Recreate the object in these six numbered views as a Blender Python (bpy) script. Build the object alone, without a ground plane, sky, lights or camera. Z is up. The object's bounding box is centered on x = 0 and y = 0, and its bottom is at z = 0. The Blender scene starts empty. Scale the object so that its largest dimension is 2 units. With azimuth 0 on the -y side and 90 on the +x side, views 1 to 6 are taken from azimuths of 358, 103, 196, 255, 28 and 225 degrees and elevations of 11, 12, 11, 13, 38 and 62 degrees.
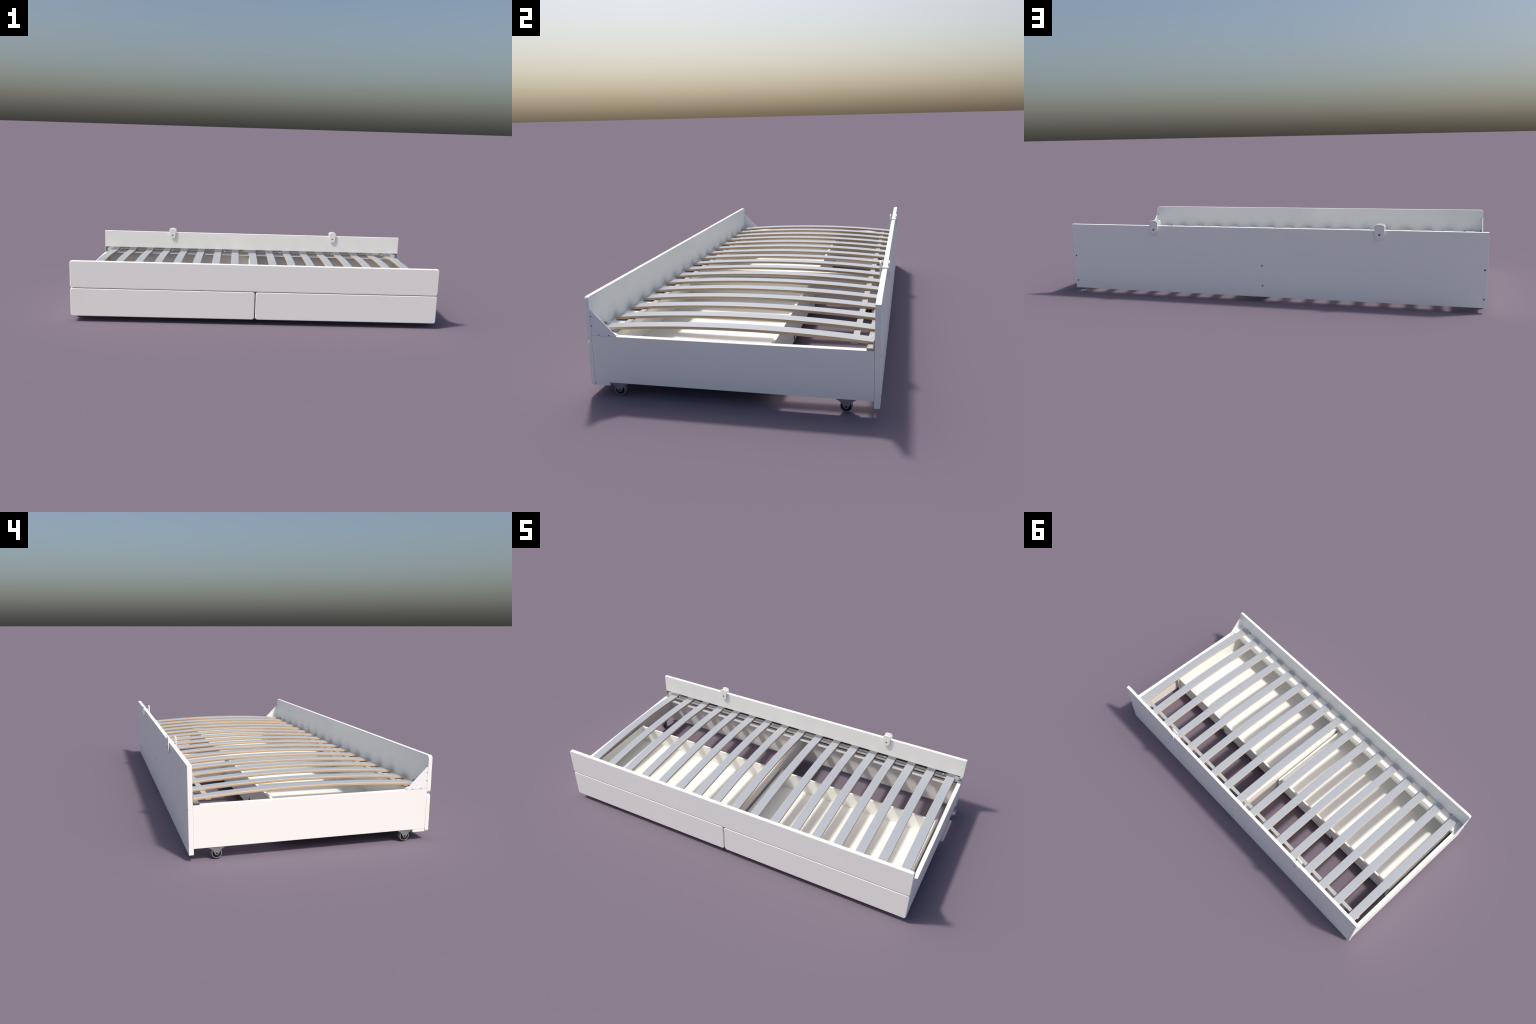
import bpy, bmesh, math
from mathutils import Vector, Matrix

# ------------------------------------------------------------------ materials
def mat(name, col, rough=0.5, metal=0.0, var=0.03, scale=(6, 6, 6), bump=0.0, bump_scale=60.0, spec=0.5):
    m = bpy.data.materials.new(name); m.use_nodes = True
    nt = m.node_tree; N = nt.nodes; L = nt.links
    b = N["Principled BSDF"]
    b.inputs["Roughness"].default_value = rough
    b.inputs["Metallic"].default_value = metal
    b.inputs["Specular IOR Level"].default_value = spec
    tc = N.new("ShaderNodeTexCoord"); mp = N.new("ShaderNodeMapping")
    mp.inputs["Scale"].default_value = scale
    L.new(tc.outputs["Object"], mp.inputs["Vector"])
    nz = N.new("ShaderNodeTexNoise"); nz.inputs["Scale"].default_value = 1.0
    nz.inputs["Detail"].default_value = 4.0
    L.new(mp.outputs["Vector"], nz.inputs["Vector"])
    cr = N.new("ShaderNodeValToRGB")
    lo = [c * (1 - var) for c in col]; hi = [min(1.0, c * (1 + var)) for c in col]
    cr.color_ramp.elements[0].position = 0.3; cr.color_ramp.elements[1].position = 0.7
    cr.color_ramp.elements[0].color = (*lo, 1); cr.color_ramp.elements[1].color = (*hi, 1)
    L.new(nz.outputs["Fac"], cr.inputs["Fac"])
    L.new(cr.outputs["Color"], b.inputs["Base Color"])
    if bump > 0:
        n2 = N.new("ShaderNodeTexNoise"); n2.inputs["Scale"].default_value = bump_scale
        L.new(mp.outputs["Vector"], n2.inputs["Vector"])
        bp = N.new("ShaderNodeBump"); bp.inputs["Strength"].default_value = bump
        bp.inputs["Distance"].default_value = 0.001
        L.new(n2.outputs["Fac"], bp.inputs["Height"]); L.new(bp.outputs["Normal"], b.inputs["Normal"])
    return m

WHITE = mat("white_lacquer", (0.985, 0.970, 0.910), 0.5, var=0.004, scale=(3, 3, 3))
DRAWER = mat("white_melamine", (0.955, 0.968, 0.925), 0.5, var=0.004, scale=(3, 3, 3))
PLASTIC = mat("white_plastic", (0.95, 0.945, 0.90), 0.4, var=0.01, scale=(20, 20, 20))
SLAT = mat("grey_slat_veneer", (0.415, 0.443, 0.480), 0.38, var=0.02, scale=(60, 1.5, 60))
WOOD = mat("birch_ply_edge", (0.57, 0.42, 0.28), 0.5, var=0.10, scale=(40, 3, 500))
STRAP = mat("grey_webbing", (0.42, 0.43, 0.43), 0.7, var=0.03, scale=(300, 300, 60))
STEEL = mat("polished_steel", (0.45, 0.45, 0.46), 0.12, 1.0, var=0.03, scale=(2, 40, 40))
ZINC = mat("zinc_plate", (0.225, 0.215, 0.22), 0.45, 0.0, var=0.03, scale=(30, 30, 30))
TYRE = mat("grey_rubber", (0.26, 0.27, 0.29), 0.6, var=0.03, scale=(50, 50, 50))
BLACK = mat("black_plastic", (0.008, 0.008, 0.009), 0.35, var=0.1, scale=(50, 50, 50))
METAL = mat("white_painted_metal", (0.945, 0.95, 0.94), 0.45, var=0.01, scale=(20, 20, 20))
GLITTER_STEEL = mat("glitter_mottled_steel", (0.40, 0.40, 0.39), 0.40, 0.55, var=0.28, scale=(40, 300, 300))  # mottling paints in the angle's noisy glitter; rail bolts share the grey
CAP = mat("grey_cap", (0.66, 0.66, 0.64), 0.35, var=0.02, scale=(50, 50, 50))
DARK = mat("dark_screw", (0.17, 0.17, 0.18), 0.4, 0.2, var=0.1, scale=(300, 300, 300))

# ------------------------------------------------------------------ helpers
ROOT = bpy.data.objects.new("trundle_bed", None)
bpy.context.scene.collection.objects.link(ROOT)
ROOT["label"] = "low white slatted trundle bed with two drawers on casters"
ROOT["category"] = "bed"

def add(name, mesh, parent=None, loc=(0, 0, 0)):
    o = bpy.data.objects.new(name, mesh)
    bpy.context.scene.collection.objects.link(o)
    o.parent = parent or ROOT
    o.location = loc
    w = o.modifiers.new("even_normals", 'WEIGHTED_NORMAL')     # flat faces stay flat next to rounded edges
    w.keep_sharp = True; w.weight = 100
    return o

def finish(bm, name, mats, smooth=40):
    bmesh.ops.recalc_face_normals(bm, faces=bm.faces[:])
    me = bpy.data.meshes.new(name); bm.to_mesh(me); bm.free()
    for m in (mats if isinstance(mats, (list, tuple)) else [mats]):
        me.materials.append(m)
    me.shade_smooth()
    me.set_sharp_from_angle(angle=math.radians(smooth))
    return me

def add_box(bm, x, y, z, bev=0.0, seg=2):
    r = bmesh.ops.create_cube(bm, size=1.0)
    vs = r["verts"]
    for v in vs:
        v.co = Vector((x[0] + (v.co.x + .5) * (x[1] - x[0]),
                       y[0] + (v.co.y + .5) * (y[1] - y[0]),
                       z[0] + (v.co.z + .5) * (z[1] - z[0])))
    if bev > 0:
        es = list({e for v in vs for e in v.link_edges})
        bmesh.ops.bevel(bm, geom=es, offset=bev, segments=seg, affect='EDGES', profile=0.5)

def box(name, x, y, z, m, bev=0.0008, parent=None):
    bm = bmesh.new(); add_box(bm, x, y, z, bev)
    return add(name, finish(bm, name, m), parent)

def prism(bm, pts, axis, a, b, bev=0.0, seg=3, side='both'):
    """extrude a closed 2D outline along an axis; bevel the rim of the a/b caps"""
    def co(p, t):
        return {'x': (t, p[0], p[1]), 'y': (p[0], t, p[1]), 'z': (p[0], p[1], t)}[axis]
    va = [bm.verts.new(co(p, a)) for p in pts]; vb = [bm.verts.new(co(p, b)) for p in pts]
    fa = bm.faces.new(va); fb = bm.faces.new(vb[::-1])
    n = len(pts)
    for i in range(n):
        bm.faces.new((va[i], vb[i], vb[(i + 1) % n], va[(i + 1) % n]))
    if bev > 0:
        es = []
        if side in ('both', 'a'): es += list(fa.edges)
        if side in ('both', 'b'): es += list(fb.edges)
        bmesh.ops.bevel(bm, geom=list(set(es)), offset=bev, segments=seg, affect='EDGES', profile=0.5)

def round_rect(x0, x1, z0, z1, r, n=8):
    pts = []
    for cx, cz, a0 in ((x1 - r, z1 - r, 0), (x0 + r, z1 - r, 90), (x0 + r, z0 + r, 180), (x1 - r, z0 + r, 270)):
        for i in range(n + 1):
            a = math.radians(a0 + 90 * i / n)
            pts.append((cx + r * math.cos(a), cz + r * math.sin(a)))
    return pts

def add_cyl(bm, c, r, h, axis='y', seg=24, bev=0.0):
    pts = [(r * math.cos(2 * math.pi * i / seg), r * math.sin(2 * math.pi * i / seg)) for i in range(seg)]
    k = 'xyz'.index(axis)
    oth = [i for i in range(3) if i != k]
    pts = [(p[0] + c[oth[0]], p[1] + c[oth[1]]) for p in pts]
    prism(bm, pts, axis, c[k] - h / 2, c[k] + h / 2, bev, 2)

def cyl(name, c, r, h, m, axis='y', parent=None, bev=0.0, seg=24):
    bm = bmesh.new(); add_cyl(bm, (0, 0, 0), r, h, axis, seg, bev)
    return add(name, finish(bm, name, m), parent, c)

# ------------------------------------------------------------------ main dimensions
SIDE_IN, SIDE_OUT = 0.978, 0.9985
Y_FRONT, Y_FACE = -0.460, -0.4768          # back and front of the front boards
Y_BACK, Y_BACKOUT = 0.4505, 0.4680         # inside and outside of the back panel

# ------------------------------------------------------------------ boards
def front_board(name, x0, x1, z0, z1, parent=None, R=0.0130, r=0.0042, seg=6):
    """board with rounded corners whose front rim is rolled over with radius r"""
    bm = bmesh.new(); rings = []
    for k in range(seg + 1):
        a = math.radians(90 * k / seg)
        ins, y = r * (1 - math.sin(a)), Y_FACE + r * (1 - math.cos(a))
        rings.append([bm.verts.new((p[0], y, p[1])) for p in
                      round_rect(x0 + ins, x1 - ins, z0 + ins, z1 - ins, R - ins)])
    rings.append([bm.verts.new((p[0], Y_FRONT, p[1])) for p in round_rect(x0, x1, z0, z1, R)])
    n = len(rings[0])
    for a, b in zip(rings, rings[1:]):
        for i in range(n):
            bm.faces.new((a[i], a[(i + 1) % n], b[(i + 1) % n], b[i]))
    bm.faces.new(rings[0]); bm.faces.new(rings[-1])
    return add(name, finish(bm, name, WHITE, 50), parent)

front_board("front_rail", -0.9990, 0.9990, 0.1858, 0.3345)
box("back_panel", (-1.0, 1.0), (Y_BACK, Y_BACKOUT), (0.0218, 0.3478), WHITE, 0.0006)
for s in (-1, 1):
    xs = sorted((s * SIDE_IN, s * SIDE_OUT))
    box("side_panel", xs, (Y_FRONT + 0.0005, Y_BACK - 0.0007), (0.0445, 0.2040), WHITE, 0.0006)
for s in (-1, 1):
    box("foot_block", sorted((s * 0.9450, s * 0.9980)), (-0.4580, -0.4078), (0.0330, 0.0442), WHITE, 0.0006)
box("centre_beam", (-0.0245, 0.0245), (-0.384, Y_BACK - 0.0007), (0.0445, 0.1875), WHITE, 0.0005)
box("support_ledge", (-SIDE_IN + 0.0006, SIDE_IN - 0.0006), (Y_FRONT + 0.0006, -0.385), (0.1800, 0.2066), WHITE, 0.0008)

# ------------------------------------------------------------------ steel angle along the back, with its bolts
bm = bmesh.new()
leg = [(Y_BACK - 0.0004, 0.2398), (Y_BACK - 0.0022, 0.2398), (Y_BACK - 0.0022, 0.2112), (0.4262, 0.2112),
       (0.4262, 0.2046), (Y_BACK - 0.0004, 0.2046)]
prism(bm, leg, 'x', -0.9975, 0.9975)
ANGLE = add("steel_angle", finish(bm, "steel_angle", STEEL, 30))
for s in (-1, 1):
    cap = cyl("cover_cap", (s * 0.970, Y_BACK - 0.0038, 0.2222), 0.0125, 0.0032, CAP, 'y', ANGLE, 0.0008)
    cap.scale = (1.10, 1.0, 0.86)
    cyl("locating_pin", (s * 0.9035, 0.4305, 0.2118), 0.0028, 0.010, PLASTIC, 'z', ANGLE)
box("glitter_strip", (-0.9970, 0.9970), (0.4275, 0.4455), (0.2114, 0.2119), GLITTER_STEEL, 0.0, ANGLE)  # added strip: noisy glitter on the steel leg put into its colour
bm = bmesh.new(); add_cyl(bm, (0, 0, 0), 0.0040, 0.003, 'y', 16, 0.0008)
screw_me = finish(bm, "angle_screw", CAP)
for x in (-0.891, -0.546, -0.190, 0.190, 0.546, 0.891):
    add("angle_screw", screw_me, ANGLE, (x, Y_BACK - 0.0037, 0.2240))

# ------------------------------------------------------------------ bowed slats
N_SLAT, PITCH, SLAT_W, SLAT_T, HALF = 17, 0.11688, 0.0482, 0.0102, 0.4485
def slat_mesh():
    bm = bmesh.new(); n = 40; w = SLAT_W / 2; t = SLAT_T
    r = 0.0024
    sec = []                                   # cross-section, rounded long edges
    for cx, cz, a0 in ((w - r, -r, 90), (w - r, -t + r, 0), (-w + r, -t + r, -90), (-w + r, -r, 180)):
        for i in range(4):
            a = math.radians(a0 - 90 * i / 3)
            sec.append((cx + r * math.cos(a), cz + r * math.sin(a)))
    rings = []
    for j in range(n + 1):
        y = -HALF + 2 * HALF * j / n
        z = 0.2394 - 0.0211 * (y / HALF) ** 2
        rings.append([bm.verts.new((p[0], y, z + p[1])) for p in sec])
    k = len(sec)
    for j in range(n):
        for i in range(k):
            f = bm.faces.new((rings[j][i], rings[j + 1][i], rings[j + 1][(i + 1) % k], rings[j][(i + 1) % k]))
            f.material_index = 0 if i == k - 1 else 1
    for rg in (rings[0], rings[-1]):
        f = bm.faces.new(rg); f.material_index = 1
    return finish(bm, "slat", [SLAT, WOOD], 50)
SM = slat_mesh()
for i in range(N_SLAT):
    add("slat", SM, None, ((i - (N_SLAT - 1) / 2) * PITCH, 0, 0))

for yc in (-0.388, 0.388):
    box("slat_strap", (-0.9635, 0.9635), (yc - 0.0102, yc + 0.0102), (0.2122, 0.2140), STRAP, 0.0004)

# ------------------------------------------------------------------ drawers
for s in (-1, 1):
    X = lambda a, b: tuple(sorted((s * a, s * b)))
    bm = bmesh.new()
    t, xi, xo, yb, zt, zb = 0.0115, 0.0365, 0.9640, 0.1300, 0.1630, 0.0400
    add_box(bm, X(xi, xi + t), (Y_FRONT + 0.0006, yb), (zb, zt), 0.0012)
    add_box(bm, X(xo - t, xo), (Y_FRONT + 0.0006, yb), (zb, zt), 0.0012)
    add_box(bm, X(xi + t + .0003, xo - t - .0003), (0.1085, 0.1190), (zb, zt - .0003), 0.0008)
    add_box(bm, X(xi + t - .002, xo - t + .002), (Y_FRONT + 0.0003, 0.1120), (0.0545, 0.0630))
    D = add("drawer", finish(bm, "drawer", DRAWER))
    xf = X(0.0025, 0.9990)
    front_board("drawer_front", xf[0], xf[1], 0.0286, 0.1832, D)
    bm = bmesh.new()
    add_box(bm, (-0.008, 0.008), (0.1193, 0.1215), (0.048, 0.078), 0.0005)
    add_box(bm, (-0.006, 0.006), (0.1214, 0.1265), (0.062, 0.071), 0.0008)
    add("drawer_catch", finish(bm, "drawer_catch", DARK), D, (s * 0.507, 0, 0))

# ------------------------------------------------------------------ corner gussets
for s in (-1, 1):
    bm = bmesh.new()
    tri_ = [(-0.4594, 0.2046), (-0.3745, 0.2046), (-0.3735, 0.2080), (-0.4545, 0.2890), (-0.4594, 0.2890)]
    prism(bm, tri_, 'x', s * 0.9950, s * 0.9988, 0.0005, 1)
    xs = sorted((s * 0.9785, s * 0.9955))
    add_box(bm, xs, (-0.4594, -0.4575), (0.2066, 0.2880), 0.0003)
    add_box(bm, xs, (-0.4594, -0.3755), (0.2046, 0.2066), 0.0003)
    G = add("corner_gusset", finish(bm, "corner_gusset", METAL))
    bm = bmesh.new(); add_cyl(bm, (0, 0, 0), 0.0026, 0.0012, 'y', 14); sy = finish(bm, "gusset_screw", DARK)
    bm = bmesh.new(); add_cyl(bm, (0, 0, 0), 0.0026, 0.0012, 'z', 14); sz = finish(bm, "gusset_screw", DARK)
    bm = bmesh.new(); add_cyl(bm, (0, 0, 0), 0.0021, 0.0010, 'x', 14); sx = finish(bm, "gusset_screw", DARK)
    for z in (0.2824, 0.2178): add("gusset_screw", sy, G, (s * 0.9882, -0.4571, z))
    for y in (-0.3824, -0.4472): add("gusset_screw", sz, G, (s * 0.9870, y, 0.2070))
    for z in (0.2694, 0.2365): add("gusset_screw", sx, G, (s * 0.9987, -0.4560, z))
    for y in (-0.3986, -0.4331): add("gusset_screw", sx, G, (s * 0.9987, y, 0.2080))
    bm = bmesh.new(); add_cyl(bm, (0, 0, 0), 0.0050, 0.006, 'y', 6, 0.0006)
    add_cyl(bm, (0, 0.004, 0), 0.003, 0.006, 'y', 16)
    add("rail_bolt", finish(bm, "rail_bolt", GLITTER_STEEL), None, (s * 0.9010, Y_FRONT + 0.003, 0.2150))

# ------------------------------------------------------------------ H-shaped hook clips on the back panel
def clip_outline():
    zt, zb, hw = 0.3722, 0.3072, 0.0232
    r, rb = 0.0105, 0.0165
    right = []
    for i in range(9):                              # crowned top edge and rounded shoulder
        a = math.radians(90 - 90 * i / 8)
        right.append((hw - r + r * math.cos(a), zt - r + r * math.sin(a)))
    zc = zb + rb
    for i in range(11):                             # tapered flank into a round foot
        a = math.radians(4 - 94 * i / 10)
        right.append((0.0185 * math.cos(a), zc + rb * math.sin(a)))
    left = [(-x, z) for x, z in right[::-1] if abs(x) > 1e-6]
    return [(0.0, zt + 0.0022)] + [(0.007, zt + 0.0018)] + right + left + [(-0.007, zt + 0.0018)]
bm = bmesh.new()
out = clip_outline()
prism(bm, out, 'y', 0.4415, 0.4462, 0.0014, 3)
prism(bm, out, 'y', 0.4722, 0.4768, 0.0014, 3)
add_box(bm, (-0.0120, 0.0120), (0.4455, 0.4730), (0.3482, 0.3528), 0.0012)
CM = finish(bm, "hook_clip", PLASTIC)
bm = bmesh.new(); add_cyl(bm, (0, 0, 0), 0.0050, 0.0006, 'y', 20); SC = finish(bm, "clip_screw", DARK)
for x in (-0.5435, 0.5435):
    c = add("hook_clip", CM, None, (x, 0, 0))
    add("clip_screw", SC, c, (0, 0.4413, 0.3292)); add("clip_screw", SC, c, (0, 0.4769, 0.3292))

# ------------------------------------------------------------------ fixing screws in the back panel
bm = bmesh.new(); add_cyl(bm, (0, 0, 0), 0.0041, 0.0010, 'y', 20, 0.0003); PS = finish(bm, "panel_screw", DARK)
for x, z in ((0.9882, 0.1876), (0.9882, 0.0598), (0, 0.1708), (0, 0.0752), (-0.9882, 0.1876), (-0.9882, 0.0598)):
    add("panel_screw", PS, None, (x, Y_BACKOUT + 0.0001, z))

# ------------------------------------------------------------------ casters
RW, ZC = 0.0195, 0.0195
bm = bmesh.new()
cheek = [(-0.0300, 0.0438), (-0.0300, 0.0422), (-0.0230, 0.0385), (-0.0165, 0.0335), (-0.0115, 0.0265), (-0.0075, 0.0175)]
for i in range(9):
    a = math.radians(195 + 150 * i / 8)
    cheek.append((0.0070 * math.cos(a), ZC - 0.0005 + 0.0062 * math.sin(a)))
cheek += [(-y, z) for y, z in [(-0.0075, 0.0175), (-0.0115, 0.0265), (-0.0165, 0.0335), (-0.0230, 0.0385), (-0.0300, 0.0422), (-0.0300, 0.0438)]]
prism(bm, cheek, 'x', 0.0105, 0.0123)
prism(bm, cheek, 'x', -0.0123, -0.0105)
add_box(bm, (-0.0122, 0.0122), (-0.0300, 0.0300), (0.0420, 0.0443), 0.0004)
FORK = finish(bm, "caster", ZINC)
def ring(r0, r1, h):
    bm = bmesh.new(); n = 40; prof = []
    e = 0.0022
    prof = [(-h, r0), (-h, r1 - e), (-h + e * .3, r1 - e * .3), (-h + e, r1), (h - e, r1), (h - e * .3, r1 - e * .3), (h, r1 - e), (h, r0)]
    R = [[bm.verts.new((x, r * math.cos(2 * math.pi * i / n), r * math.sin(2 * math.pi * i / n))) for x, r in prof] for i in range(n)]
    k = len(prof)
    for i in range(n):
        for j in range(k):
            bm.faces.new((R[i][j], R[i][(j + 1) % k], R[(i + 1) % n][(j + 1) % k], R[(i + 1) % n][j]))
    return bm
TY = finish(ring(0.0164, RW, 0.0092), "tyre", TYRE)
bm = bmesh.new(); add_cyl(bm, (0, 0, 0), 0.0165, 0.0150, 'x', 32)
for i in range(6):
    a = math.pi / 3 * i
    add_cyl(bm, (0, 0.0105 * math.cos(a), 0.0105 * math.sin(a)), 0.0022, 0.0166, 'x', 10)
HU = finish(bm, "wheel_hub", BLACK)
bm = bmesh.new(); add_cyl(bm, (0, 0, 0), 0.0036, 0.0262, 'x', 18, 0.0006); AX = finish(bm, "axle", BLACK)
for x in (-0.9842, 0.0, 0.9842):
    for y in (-0.3765, 0.3665):
        c = add("caster", FORK, None, (x, y, 0))
        add("tyre", TY, c, (0, 0, ZC)); add("wheel_hub", HU, c, (0, 0, ZC)); add("axle", AX, c, (0, 0, ZC))
